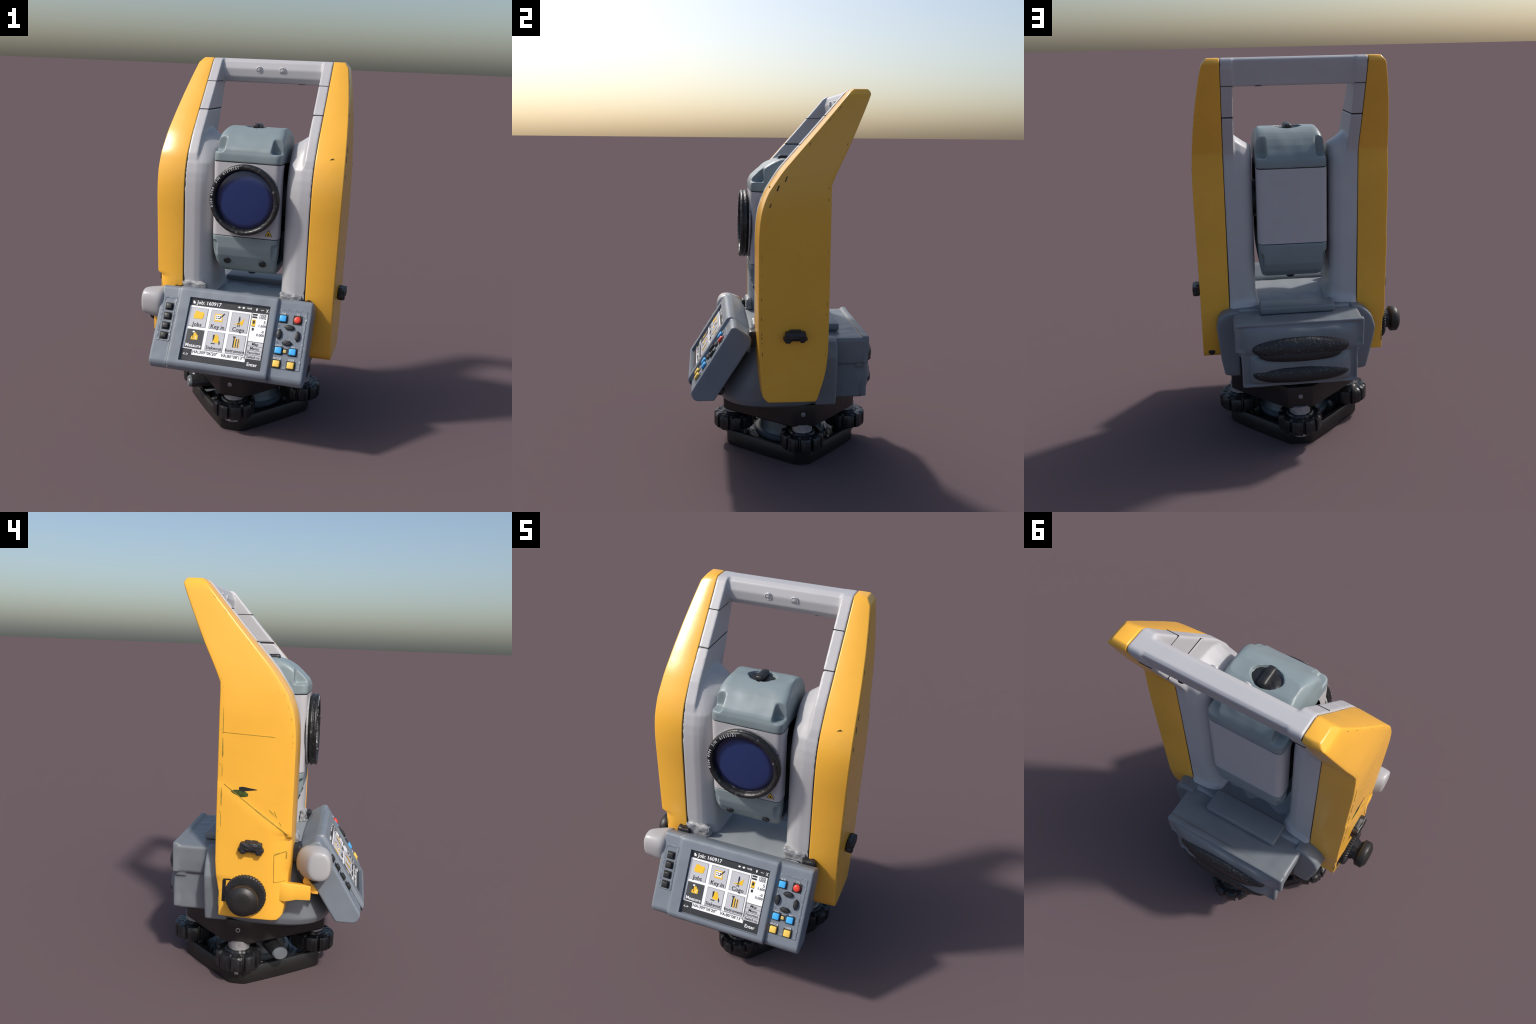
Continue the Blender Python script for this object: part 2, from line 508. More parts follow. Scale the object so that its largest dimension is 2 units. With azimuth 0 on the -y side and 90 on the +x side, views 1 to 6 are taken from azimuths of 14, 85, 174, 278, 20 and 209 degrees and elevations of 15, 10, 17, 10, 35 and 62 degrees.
# almond-shaped recess for the sight
alm = []
for i in range(24):
    t = 2 * pi * i / 24
    alm.append((XC + .073 * cos(t) * (1 + .0), .036 + .055 * sin(t) * abs(sin(t)) ** .25))
rec = loft([[(x, y, 1.632) for x, y in alm], [(x, y, 1.68) for x, y in alm]])
top = cut(top, [rec])
top = fuse([top], .0045, 3)
lump(top, .0025, 14, 2)
top.transform(TILT)
CAP = add("telescope_top_cap", top, TEAL, TEL, smooth=180)
dish = lathe([(.066, 1.626), (.066, 1.634), (.05, 1.637), (.02, 1.64)], seg=32)
dish.transform(Matrix.Translation((XC, .036, 0)) @ Matrix.Diagonal((1.1, .85, 1, 1)))
dish = lump(modify(dish, ("SUBSURF", dict(levels=1))), .003, 60, 5)
dish.transform(TILT)
SIGHT = add("sight_window", dish, BLACK, CAP, smooth=180)
# ridge-shaped sight bar
me = modify(box((XC, .036, 1.648), (.042, .104, .034), .014, 3), ("SUBSURF", dict(levels=1)))
me.transform(TILT)
add("sight_bar", me, BLACK, SIGHT, smooth=180)

bot = cap_mesh(False)
notch = []
for sx in (1, -1):
    notch.append(box((XC + sx * .180, -.19, .985), (.058, .075, .105), .008, 2))
    notch.append(box((XC + sx * .184, .215, .95), (.06, .10, .14), .012, 2))
bot = cut(bot, notch + flanks())
bot = fuse([bot], .0045, 3)
bot.transform(TILT)
BOT = add("telescope_bottom_cap", bot, TEAL, TEL, smooth=180)
for x, y, z in ((-.056, -.1485, .934), (.142, -.1485, .932)):
    me = lathe([(.019, -.012), (.0205, .002), (.019, .004), (.012, .0025), (.003, .002)], seg=20)
    me.transform(Matrix.Translation((x, y, z)) @ Matrix.Rotation(radians(118), 4, 'X'))
    add("objective_port", me, INK, BOT)  # darkness of an open hole modelled as a solid black disc
me = lathe([(.03, .885), (.031, .852), (.029, .835), (.020, .822), (.006, .817)], seg=24)
me.transform(Matrix.Translation((XC - .003, .042, 0)))
add("plummet_knob", me, BLACK, BOT, smooth=60)

# recessed black flanks: the shells wrap round the front and the rear only
for sx in (1, -1):
    me = lathe([(.10, .13), (.10, .205)], seg=40, axis='x', origin=(XC, .03, 1.27))
    if sx < 0:
        me.transform(Matrix.Translation((2 * XC, 0, 0)) @ Matrix.Diagonal((-1, 1, 1, 1)))
        me.flip_normals()
    add("trunnion_hub", me, BLACK, TEL)

# objective: barrel ring, bezel, glass
RC = TILT @ Vector((XC + .002, -.173, 1.274))
ROTL = Matrix.Translation(RC) @ Matrix.Rotation(radians(-1.0), 4, 'X')
def ylathe(profile, seg=72, rad=None):
    me = lathe(profile, axis='-y', seg=seg, rad=rad)
    me.transform(ROTL)
    return me
ring = ylathe([(.150, -.004), (.178, -.004), (.181, .010), (.172, .012), (.172, .018), (.187, .020), (.188, .032), (.181, .035), (.181, .040),
               (.185, .042), (.186, .050), (.182, .056), (.172, .058), (.163, .055), (.157, .044), (.156, .026), (.150, .024)], seg=96)
ring = lump(modify(ring, ("SUBSURF", dict(levels=1))), .0016, 70, 4)
RING = add("objective_ring", ring, RINGMAT, TEL, smooth=50)
fl = ylathe([(.150, .002), (.1855, .004), (.1855, .0125), (.150, .0125)], seg=96)
add("objective_flange", fl, SCUFF, RING, smooth=40)
gl = [(.158, .028)] + [(.158 * cos(a), .028 + .012 * sin(a)) for a in np.linspace(.1, 1.45, 8)] + [(.004, .040)]
me = lathe(gl, axis='-y', seg=72)
ob = add("objective_lens", me, LENS, RING, smooth=180)
ob.matrix_local = ROTL

FONT = None
def text_mesh(s, size, extrude=.0004, align='CENTER'):
    cu = bpy.data.curves.new("t", 'FONT')
    cu.body = s; cu.size = size; cu.extrude = extrude; cu.align_x = align; cu.align_y = 'CENTER'
    cu.resolution_u = 2
    cu.offset = size * .012
    ob = bpy.data.objects.new("t", cu); bpy.context.scene.collection.objects.link(ob)
    dg = bpy.context.evaluated_depsgraph_get()
    me = bpy.data.meshes.new_from_object(ob.evaluated_get(dg))
    bpy.data.objects.remove(ob)
    return me

# engraved white lettering round the bezel (illegible serial print in the target: short figures)
chars = "0104 4704  5/N  61510151"
glyphs = []
for i, ch in enumerate(chars):
    if ch == ' ':
        continue
    a = radians(194 - i * 4.05)
    me = text_mesh(ch, .019, .0005)
    M = ROTL @ Matrix.Rotation(pi / 2, 4, 'X') @ Matrix.Translation((.1725 * cos(a), .1725 * sin(a), .0585)) @ Matrix.Rotation(a - pi / 2, 4, 'Z')
    me.transform(M); glyphs.append(me)
ob = add("bezel_print", join(glyphs), WHITEPRINT, RING, smooth=0)

# laser warning triangle
def flat(points, M, depth=.0006):
    """Thin plate: points (u, v) on the local plane of M, facing local +z."""
    n = len(points)
    v = [(x, y, 0) for x, y in points] + [(x, y, depth) for x, y in points]
    f = [tuple(range(n))[::-1], tuple(range(n, 2 * n))] + [(i, (i + 1) % n, n + (i + 1) % n, n + i) for i in range(n)]
    me = mesh(v, f); me.transform(M)
    return me
FR = TILT @ Matrix.Translation((XC + .133, -.1762, 1.098)) @ Matrix.Rotation(pi / 2, 4, 'X')
tri = lambda r: [(0, r), (-r * .866, -r * .5), (r * .866, -r * .5)]
WARN = add("warning_sign", flat(tri(.024), FR @ Matrix.Translation((0, 0, -.0003))), INK, TEL, smooth=0)
add("warning_field", flat(tri(.0185), FR @ Matrix.Translation((0, 0, .0005))), ICONYEL, WARN, smooth=0)
add("warning_symbol", join([flat([(.005 * cos(k * pi / 5) * (1 if k % 2 else 1.25), .005 * sin(k * pi / 5) * (1 if k % 2 else 1.25) - .001) for k in range(10)], FR @ Matrix.Translation((0, 0, .0011))),
                            flat([(-.010, -.0065), (.010, -.0065), (.010, -.0045), (-.010, -.0045)], FR @ Matrix.Translation((0, 0, .0011)))]), INK, WARN, smooth=0)

# ------------------------------------------------------------------ slate base housing
def bowl_section(z, rx, y0, y1, e=3.2, n=64):
    cy, ry = (y0 + y1) / 2, (y1 - y0) / 2
    pts = []
    for i in range(n):
        t = 2 * pi * i / n
        c, s = cos(t), sin(t)
        pts.append((XC + rx * math.copysign(abs(c) ** (2 / e), c), cy + ry * math.copysign(abs(s) ** (2 / e), s), z))
    return pts
bowl = loft([bowl_section(z, rx, a, b, e) for z, rx, a, b, e in
             ((.318, .300, -.27, .255, 2.6), (.327, .345, -.325, .27, 2.8), (.345, .372, -.352, .277, 3), (.38, .387, -.362, .28, 3.2), (.45, .39, -.318, .27, 3.6),
              (.52, .38, -.27, .262, 4), (.60, .37, -.225, .255, 4.5), (.68, .36, -.19, .25, 5), (.715, .35, -.172, .235, 6))])
deck = extrude_yz([(-.20, .62), (-.20, .726), (-.16, .728), (-.07, .724), (.05, .720), (.15, .714), (.23, .710), (.25, .70), (.25, .62)], XC - .30, XC + .30)
# ear plates behind the covers
ears = []
for pts, s in (([(.30, .712), (.345, .712), (.385, .700), (.41, .672), (.420, .62), (.402, .44), (.386, .352), (.340, .340), (.30, .345)], 1),
               ([(.30, .712), (.345, .708), (.39, .680), (.418, .645), (.437, .585), (.430, .53), (.388, .348), (.35, .338), (.30, .345)], -1)):
    ears.append(loft([[(XC + s * x, y, z) for x, z in [(a * sc + (1 - sc) * .3, b) for a, b in pts]] for y, sc in ((.16, 1), (.262, 1), (.272, .96))]))
# flared feet of the arms
feet = []
for s in (1, -1):
    feet.append(loft([[(XC + s * (x - g * .06), y + (g * .02 if y > 0 else -g * .0), .725 + h * (1 - .0)) for x, y in ((.18, -.16), (.35, -.165), (.35, .215), (.18, .215))]
                      for g, h in ((.0, -.06), (.0, .02), (-.5, .06))]))
housing = fuse([bowl] + ears, .0065, 6)
add("base_housing", housing, SLATE, smooth=180)
add("yoke_deck", lump(fuse([deck], .006, 6), .002, 16, 3), DECK, smooth=180)
# battery bay at the rear
bay_parts = [
    loft([[(XC + s * a, y, z) for s, y in ((-1, .22), (1, .22), (1, yb), (-1, yb))] for z, a, yb in
          ((.552, .322, .446), (.62, .330, .452), (.702, .336, .448))]),
    loft([[(XC + s * a, y, z) for s, y in ((-1, .22), (1, .22), (1, yb), (-1, yb))] for z, a, yb in ((.352, .288, .440), (.45, .298, .448), (.57, .306, .448))]),
]
bay = [bevel(bay_parts[0], .016, 3), bevel(bay_parts[1], .01, 2)]
rim = []
def frame(x0, x1, z0, z1, y0, y1, w):
    return [box(((x0 + x1) / 2, (y0 + y1) / 2, z1 - w / 2), (x1 - x0, y1 - y0, w), .004, 2),
            box(((x0 + x1) / 2, (y0 + y1) / 2, z0 + w / 2), (x1 - x0, y1 - y0, w), .004, 2),
            box((x0 + w / 2, (y0 + y1) / 2, (z0 + z1) / 2), (w, y1 - y0, z1 - z0), .004, 2),
            box((x1 - w / 2, (y0 + y1) / 2, (z0 + z1) / 2), (w, y1 - y0, z1 - z0), .004, 2)]
rim += frame(XC - .332, XC + .332, .556, .711, .425, .456, .014)
rim += frame(XC - .300, XC + .300, .362, .57, .425, .456, .013)
# swollen field inside the rim
def swell(x0, x1, z0, z1, y0, depth, nx=28, nz=14, px=2.0, pz=2.0, zpeak=.5):
    secs = []
    for k in range(nz + 1):
        t = k / nz
        z = z0 + (z1 - z0) * t
        tt = t / zpeak if t < zpeak else (1 - t) / (1 - zpeak)
        hz = max(0, 1 - (1 - tt) ** pz) if tt < 1 else 1
        ring = [(x1, y0 - .05, z), (x0, y0 - .05, z)]
        for i in range(nx + 1):
            s = i / nx
            x = x0 + (x1 - x0) * s
            ring.append((x, y0 + depth * hz ** .6 * max(0, 1 - abs(2 * s - 1) ** px) , z))
        secs.append(ring)
    return loft(secs)
bay.append(swell(XC - .315, XC + .315, .535, .698, .440, .044, px=6, pz=2.4))
bay.append(swell(XC - .275, XC + .275, .375, .555, .440, .056, px=9, pz=2.4))
BAY = add("battery_bay", lump(fuse(bay + rim, .0055, 3), .002, 18, 6), SLATE, smooth=180)
# dark pale-flecked grips bulging from the bay: flat-backed lens shapes
def lens_solid(cx, cy, cz, rx, ry, rz_up, rz_down, seed, n=48, m=24):
    secs = []
    for k in range(m + 1):
        ph = -pi / 2 + pi * k / m
        r = max(cos(ph), .02)
        rz = rz_up if ph > 0 else rz_down
        z = cz + rz * sin(ph)
        secs.append([(cx + rx * r ** .8 * cos(t), cy + ry * r * math.copysign(abs(sin(t)) ** .62, sin(t)), z) for t in np.linspace(0, 2 * pi, n, endpoint=False)])
    return lump(loft(secs), .0022, 85, seed)
add("battery_grip", lens_solid(XC, .456, .580, .250, .062, .068, .062, 8), BRUSH, BAY, smooth=60)
add("battery_grip", lens_solid(XC, .456, .442, .250, .060, .054, .055, 9), BRUSH, BAY, smooth=60)
add("grip_pad", lens_solid(XC + .003, .458, .546, .215, .064, .052, .040, 10), GRIP, BAY, smooth=60)
add("grip_pad", lens_solid(XC + .003, .456, .434, .238, .063, .048, .046, 11), GRIP, BAY, smooth=60)
me = lathe([(.011, 0), (.011, .005), (.007, .006)], axis='y', origin=(-.17, .456, .470), seg=18)
add("bay_screw", me, SLATE, BAY)

# ledge on the rear deck
led = bevel(loft([[(x, y, z) for x, y in rounded([(XC - .205, .2), (XC + .188, .2), (XC + .188, .318), (XC - .205, .318)], .014)] for z in (.705, .743)]), .009, 3)
LED = add("rear_ledge", led, SLATE, smooth=40)
add("ledge_foot", join([box((XC + x, .262, .715), (.045, .07, .04), .006, 2) for x in (-.165, .155)] + [box((XC, .24, .712), (.32, .06, .04), .006, 2)]), SLATE, LED)

# ------------------------------------------------------------------ control unit
# local frame on the tilted front: u along x, w up the slope, n outwards
P0 = Vector((XC, -.399, .609))       # on the side-field plane
ang = math.atan2(.208, .334)
WV = Vector((0, sin(ang), cos(ang))); NV = Vector((0, -cos(ang), sin(ang)))
FACE = Matrix(((1, WV.x, NV.x, P0.x), (0, WV.y, NV.y, P0.y), (0, WV.z, NV.z, P0.z), (0, 0, 0, 1)))
inv = FACE.inverted()
def to_uv(x, y, z):
    q = inv @ Vector((x, y, z)); return q.x, q.y, q.z

side_prof = [(-.289, .790), (-.497, .452), (-.499, .435), (-.487, .408), (-.468, .398), (-.379, .398), (-.186, .698), (-.184, .732), (-.196, .746), (-.258, .790), (-.277, .796)]
mid_prof = [(-.304, .800), (-.516, .462), (-.518, .445), (-.500, .416), (-.478, .404), (-.379, .402), (-.186, .70), (-.182, .735), (-.196, .750), (-.262, .796), (-.288, .806)]
unit = [bevel(extrude_yz(side_prof, XC - .412, XC + .414), .010, 3, 30),
        bevel(extrude_yz(mid_prof, XC - .308, XC + .236), .008, 3, 30)]
scr_c = to_uv(.020, -.410, .6155)
SW, SH = .434, .332
SCR = FACE @ Matrix.Translation((scr_c[0], scr_c[1], 0))
cutter = box((0, 0, .02), (SW + .006, SH + .006, .03)); cutter.transform(SCR)
um = fuse(unit, .005, 3)
um = cut(um, [cutter])
lump(um, .0012, 16, 12)
UNIT = add("control_unit", um, PANEL, smooth=40)

# grooves beside the screen field
gro = [box((0, 0, 0), (.006, .40, .006)) for _ in range(2)]
for g, x in zip(gro, (-.309, .237)):
    g.transform(FACE @ Matrix.Translation((x, -.005, .001)))
add("unit_groove", join(gro), GAP, UNIT, smooth=30)

# rough key fields
def key_field(x0, x1, w0, w1, seed):
    nx, nw = int((x1 - x0) / .005), int((w1 - w0) / .005)
    v = []; f = []
    for j in range(nw + 1):
        for i in range(nx + 1):
            edge = min(i, nx - i, j, nw - j)
            v.append((x0 + (x1 - x0) * i / nx + RNG.uniform(-.0015, .0015), w0 + (w1 - w0) * j / nw + RNG.uniform(-.0015, .0015),
                      -.004 if edge == 0 else .0018 + (RNG.uniform(0, .0030) if edge < 3 else RNG.uniform(0, .0005))))
    for j in range(nw):
        for i in range(nx):
            a = j * (nx + 1) + i
            f.append((a, a + 1, a + nx + 2, a + nx + 1))
    me = mesh(v, f); me.transform(FACE)
    return me
add("key_field", key_field(-.398, -.312, -.085, .165, 1), KEYMAT, UNIT, smooth=60)
add("key_field", key_field(.246, .398, -.145, .175, 2), KEYMAT, UNIT, smooth=60)

def key(name, x, y, z, sx, sw, h, mat, round_key=False, lift=.0):
    u, w, _ = to_uv(x, y, z)
    if round_key:
        me = lathe([(sx / 2, 0), (sx / 2, h * .7), (sx * .42, h), (sx * .2, h * 1.1)], seg=24)
    else:
        me = box((0, 0, h / 2), (sx, sw, h), .005, 3)
    me.transform(FACE @ Matrix.Translation((u, w, lift)))
    ob = add(name, me, mat, UNIT, smooth=60)
    skirt = box((u, w, .002), (sx + .010, sw + .010, .005)); skirt.transform(FACE)
    add("key_surround", skirt, GAP, ob, smooth=30)
    return ob
for y, z in ((-.352, .705), (-.380, .661), (-.408, .616), (-.436, .571)):
    key("function_key", -.3105, y, z, .033, .030, .016, BLACK)
key("blue_key", .312, -.348, .716, .036, .033, .016, BLUEKEY)
key("blue_key", .313, -.436, .575, .036, .033, .016, BLUEKEY)
key("blue_key", .387, -.436, .575, .036, .033, .016, BLUEKEY)
key("yellow_key", .313, -.473, .517, .036, .034, .016, YELKEY)
key("yellow_key", .387, -.473, .517, .036, .034, .016, YELKEY)
key("power_key", .388, -.347, .716, .037, .037, .015, REDKEY, True)
key("tan_key", .346, -.436, .575, .018, .018, .006, TANKEY)
def arrow_key(x, y, z, rot):
    u, w, _ = to_uv(x, y, z)
    out = [(-.028, .0), (-.020, .011), (-.006, .015), (.006, .015), (.020, .011), (.028, .0), (.014, -.011), (-.014, -.011)]
    me = loft([[(a * s, b * s, h) for a, b in out] for s, h in ((1, 0), (1, .009), (.8, .0145), (.35, .0165))])
    me.transform(FACE @ Matrix.Translation((u, w, .0)) @ Matrix.Rotation(rot, 4, 'Z'))
    add("arrow_key", me, BLACK, UNIT, smooth=30)
arrow_key(.352, -.370, .678, 0); arrow_key(.351, -.412, .612, pi)
arrow_key(.305, -.391, .646, pi / 2); arrow_key(.398, -.391, .646, -pi / 2)
prints = []
for s, x, y, z, dw in (("Shift", .312, -.348, .716, .026), ("(1)", .388, -.347, .716, .030), ("Ctrl", .313, -.436, .575, .026), ("Esc", .387, -.436, .575, .026),
                       ("MODE", .313, -.473, .517, .027), ("USER", .387, -.473, .517, .027)):
    u, w, _ = to_uv(x, y, z)
    me = text_mesh(s, .0145, .0006); me.transform(FACE @ Matrix.Translation((u, w + dw, .0062))); prints.append(me)
add("key_print", join(prints), WHITEPRINT, UNIT, smooth=0)

# screen: s right 0..1, t down 0..1
SCRD = -.0075          # depth of the glass below the raised bezel is set by the pocket
def S(s, t):
    return ((s - .5) * SW, (.5 - t) * SH)
LV = lambda k: SCR @ Matrix.Translation((0, 0, .0062 + .0007 * k))
def rect(s0, t0, s1, t1, k):
    a, b = S(s0, t0), S(s1, t1)
    return flat([(a[0], b[1]), (b[0], b[1]), (b[0], a[1]), (a[0], a[1])], LV(k))
def poly(pts, k):
    return flat([S(s, t) for s, t in pts][::-1], LV(k))
base_ = box((0, 0, .0), (SW, SH, .0126)); base_.transform(SCR)
SCREEN = add("touchscreen", base_, SCREENDARK, UNIT, smooth=0)
def sadd(name, ms, mat):
    return add(name, join(ms), mat, SCREEN, smooth=0)
sadd("screen_field", [rect(.006, .115, .785, .812, 1), rect(.135, .80, .80, .90, 1), rect(.795, .115, .985, .565, 1)], SCREENWHITE)
tiles = [(c, r) for r in (0, 1) for c in (0, 1, 2)]
TX = [(.025, .245), (.285, .505), (.545, .768)]
TY = [(.145, .455), (.495, .800)]
fr, gr, dk = [], [], []
for c, r in tiles:
    a, b = TX[c]; t0, t1 = TY[r]
    fr.append(rect(a, t0, b, t1, 2))
    (dk if (c, r) == (0, 1) else gr).append(rect(a + .005, t0 + .006, b - .005, t1 - .006, 3))
for k in range(4):
    t0 = .572 + k * .068
    fr.append(rect(.797, t0, .985, t0 + .067, 1)); gr.append(rect(.800, t0 + .003, .985, t0 + .064, 2))
sadd("tile_outline", fr, SCREENLINE); sadd("screen_tile", gr, SCREENGREY); sadd("selected_tile", dk, TILEDARK)
sadd("screen_divider", [rect(.783, .115, .795, .86, 1), rect(.13, .90, .133, .99, 1)], SCREENLINE)
yel, ink, wht = [], [], []
# folder
yel += [poly([(.085, .205), (.125, .195), (.135, .21), (.19, .21), (.205, .235), (.195, .315), (.09, .315)], 4), poly([(.075, .25), (.20, .235), (.19, .32), (.08, .325)], 5)]
# key in pad and pencil
yel.append(poly([(.335, .205), (.435, .205), (.445, .33), (.34, .33)], 4)); wht.append(poly([(.348, .222), (.425, .222), (.43, .305), (.352, .305)], 5))
for i in range(3):
    for j in range(2):
        ink.append(rect(.358 + i * .022, .237 + j * .032, .370 + i * .022, .252 + j * .032, 6))
ink.append(poly([(.452, .185), (.460, .195), (.405, .285), (.396, .29), (.398, .275)], 6))
# geometry triangle and compass
yel.append(poly([(.585, .335), (.655, .30), (.71, .225), (.70, .335)], 4))
ink += [poly([(.643, .205), (.652, .205), (.657, .25), (.648, .33), (.640, .25)], 6), rect(.630, .315, .665, .322, 6), poly([(.640, .335), (.646, .335), (.638, .37), (.632, .37)], 6), poly([(.655, .335), (.661, .335), (.662, .37), (.657, .37)], 6)]
# measure: instrument on dark tile
yel += [poly([(.115, .555), (.145, .545), (.155, .575), (.175, .59), (.175, .66), (.09, .66), (.095, .61), (.115, .595)], 4)]
wht += [rect(.10, .525, .125, .548, 4), rect(.148, .60, .155, .65, 5)]
ink += [rect(.112, .60, .118, .64, 5), rect(.095, .56, .110, .60, 4)]
# stake out
yel += [poly([(.385, .545), (.415, .535), (.43, .57), (.445, .64), (.43, .67), (.37, .66), (.365, .60)], 4)]
ink += [poly([(.36, .545), (.382, .54), (.378, .61), (.366, .65)], 5), rect(.35, .675, .40, .69, 4), poly([(.445, .62), (.46, .66), (.453, .70), (.444, .66)], 5)]
# instrument
yel += [rect(.635, .55, .65, .70, 4), rect(.668, .55, .676, .70, 4), rect(.69, .565, .696, .70, 4)]
ink += [rect(.618, .53, .632, .70, 4), rect(.652, .56, .660, .70, 4), rect(.679, .56, .687, .70, 4), rect(.61, .525, .64, .545, 5)]
# right column
ink += [rect(.80, .128, .86, .155, 2), rect(.80, .168, .86, .195, 2), poly([(.815, .36), (.83, .345), (.845, .36), (.84, .395), (.82, .395)], 2)]
yel += [rect(.805, .22, .85, .32, 2)]
ink += [rect(.815, .235, .84, .285, 3), rect(.805, .322, .85, .33, 2)]
# top bar icons
wht += [poly([(.03, .045), (.045, .035), (.055, .05), (.065, .06), (.065, .085), (.04, .085)], 1), rect(.89, .055, .925, .061, 1),
        poly([(.955, .035), (.961, .035), (.985, .085), (.979, .085)], 1), poly([(.979, .035), (.985, .035), (.961, .085), (.955, .085)], 1),
        poly([(.60, .055), (.62, .04), (.64, .055), (.62, .072)], 1), poly([(.655, .055), (.675, .038), (.695, .055), (.675, .074)], 1), poly([(.835, .035), (.845, .035), (.85, .06), (.84, .085), (.83, .06)], 1)]
sadd("screen_icon", yel, ICONYEL); sadd("icon_ink", ink, INK); sadd("icon_white", wht, SCREENWHITE)
def words(items, mat, name):
    ms = []
    for s, a, t, size, al, k in items:
        me = text_mesh(s, size, .0003, al)
        x, y = S(a, t)
        me.transform(LV(k) @ Matrix.Translation((x, y, .0004))); ms.append(me)
    sadd(name, ms, mat)
words([("Jobs", .135, .415, .030, 'CENTER', 4), ("Key in", .395, .415, .030, 'CENTER', 4), ("Cogo", .656, .415, .030, 'CENTER', 4),
       ("Stakeout", .395, .755, .0245, 'CENTER', 4), ("Instrument", .656, .755, .0235, 'CENTER', 4),
       ("HA:309°06'20\"   VA:80°08'13\"", .46, .848, .0225, 'CENTER', 2), ("Map", .89, .605, .021, 'CENTER', 3), ("Menu", .89, .673, .021, 'CENTER', 3),
       ("Favorites", .89, .741, .0185, 'CENTER', 3), ("Switch to", .89, .809, .0185, 'CENTER', 3),
       ("100%", .925, .142, .018, 'CENTER', 2), ("100%", .925, .182, .018, 'CENTER', 2), ("5", .96, .25, .022, 'CENTER', 2), ("1.600", .935, .31, .019, 'CENTER', 2), ("-0", .95, .40, .019, 'CENTER', 2), ("0.000", .93, .455, .019, 'CENTER', 2)], INK, "screen_label")
words([("Measure", .135, .755, .0250, 'CENTER', 4), ("Job: 160917", .085, .060, .028, 'LEFT', 1), ("Enter", .89, .925, .025, 'CENTER', 1), ("<->", .06, .90, .020, 'CENTER', 1), ("14:08", .745, .055, .013, 'CENTER', 1)], SCREENWHITE, "screen_label")

# grey side stub of the unit
secs = []
for x, cy, cz, ry, rz in ((-.345, -.258, .690, .092, .090), (-.385, -.267, .693, .085, .085), (-.43, -.280, .698, .070, .079), (-.462, -.289, .700, .058, .073), (-.474, -.292, .701, .052, .068), (-.480, -.293, .701, .043, .058)):
    ring_ = []
    for i in range(40):
        t = 2 * pi * i / 40
        c, s = cos(t), sin(t)
        ring_.append((x, cy + ry * math.copysign(abs(c) ** .8, c), cz + rz * math.copysign(abs(s) ** .8, s)))
    secs.append(ring_)
me = modify(loft(secs), ("SUBSURF", dict(levels=1)))
me.transform(Matrix.Identity(4))
add("antenna_stub", me, STUB, UNIT, smooth=60)
add("stub_collar", lathe([(.06, .345), (.06, .395)], axis='-x', origin=(0, -.252, .650), seg=32), BLACK, UNIT)

# hinge blocks between unit and housing, thumb catch below
hb = []
for x, w in ((XC + .355, .07), (XC - .355, .07)):
    b_ = box((x, -.172, .722), (w, .05, .085), .008, 2)
    b_ = modify(b_, ("SUBSURF", dict(levels=2, subdivision_type='SIMPLE')))
    hb.append(lump(b_, .008, 60, x * 10))
hb.append(box((XC, -.19, .69), (.66, .03, .05), .006, 2))
add("hinge_block", join(hb), BLACK, UNIT, smooth=40)
add("unit_catch", lathe([(.02, 0), (.024, .012), (.018, .035)], axis='x', origin=(XC + .33, -.345, .43), seg=20), BLACK, UNIT)

# scuffed lumps at the feet of the arms
for x, y, z, sx, sz, sd in ((-.235, -.160, .762, .140, .070, 1), (.312, -.156, .756, .12, .070, 2)):
    me = modify(box((0, 0, 0), (sx, .032, sz), .012, 2), ("SUBSURF", dict(levels=3, subdivision_type='SIMPLE')))
    me.transform(Matrix.Translation((x, y, z)))
    lump(me, .010, 38, sd); lump(me, .004, 110, sd + 4)
    add("scuffed_foot", me, SCUFF, smooth=60)

# ------------------------------------------------------------------ knobs and fittings on the covers
def thumb_knob(x0, s):
    """Winged plug: block, two lugs, top tab."""
    ms = [box((x0 + s * .016, .030, .774), (.040, .104, .046), .006, 2), box((x0 + s * .014, .030, .760), (.030, .122, .020), .005, 2),
          box((x0 + s * .032, .030, .772), (.014, .060, .026), .004, 2), box((x0 + s * .008, .03, .799), (.02, .062, .010), .003, 2),
          box((x0 + s * .018, .066, .765), (.038, .026, .046), .006, 2), box((x0 + s * .018, -.008, .763), (.038, .030, .046), .006, 2)]
    me = fuse(ms, .003, 2)
    return lump(me, .002, 90, 2 + s)
add("release_catch", thumb_knob(XC + .503, 1), BLACK, smooth=60)
RK = add("release_catch", thumb_knob(XC - .502, -1), BLACK, smooth=60)
add("catch_mark", box((XC - .5215, .030, .7945), (.006, .056, .006)), ORANGE, RK, smooth=0)

KO = (0, .050, .534)
teeth = lambda n, d: (lambda t, k: 1 + d * (1 if (t * n / (2 * pi)) % 1 < .55 else -1))
gear = lathe([(.090, .440), (.098, .448), (.098, .478), (.090, .486), (.055, .488)], axis='-x', origin=KO, seg=160, rad=teeth(40, .022))
KNOB = add("focus_knob", gear, BLACK, smooth=30)
add("knob_shaft", lathe([(.056, .48), (.056, .5), (.050, .502), (.050, .516), (.056, .518), (.056, .53)], axis='-x', origin=KO, seg=60, rad=teeth(12, .02)), BLACK, KNOB, smooth=40)
add("knob_grip", lathe([(.060, .522), (.068, .526), (.0715, .530), (.0715, .562), (.068, .566), (.050, .578), (.042, .5805), (.022, .582), (.006, .582)], axis='-x', origin=(0, .050, .534), seg=60), PLATE, KNOB, smooth=60)

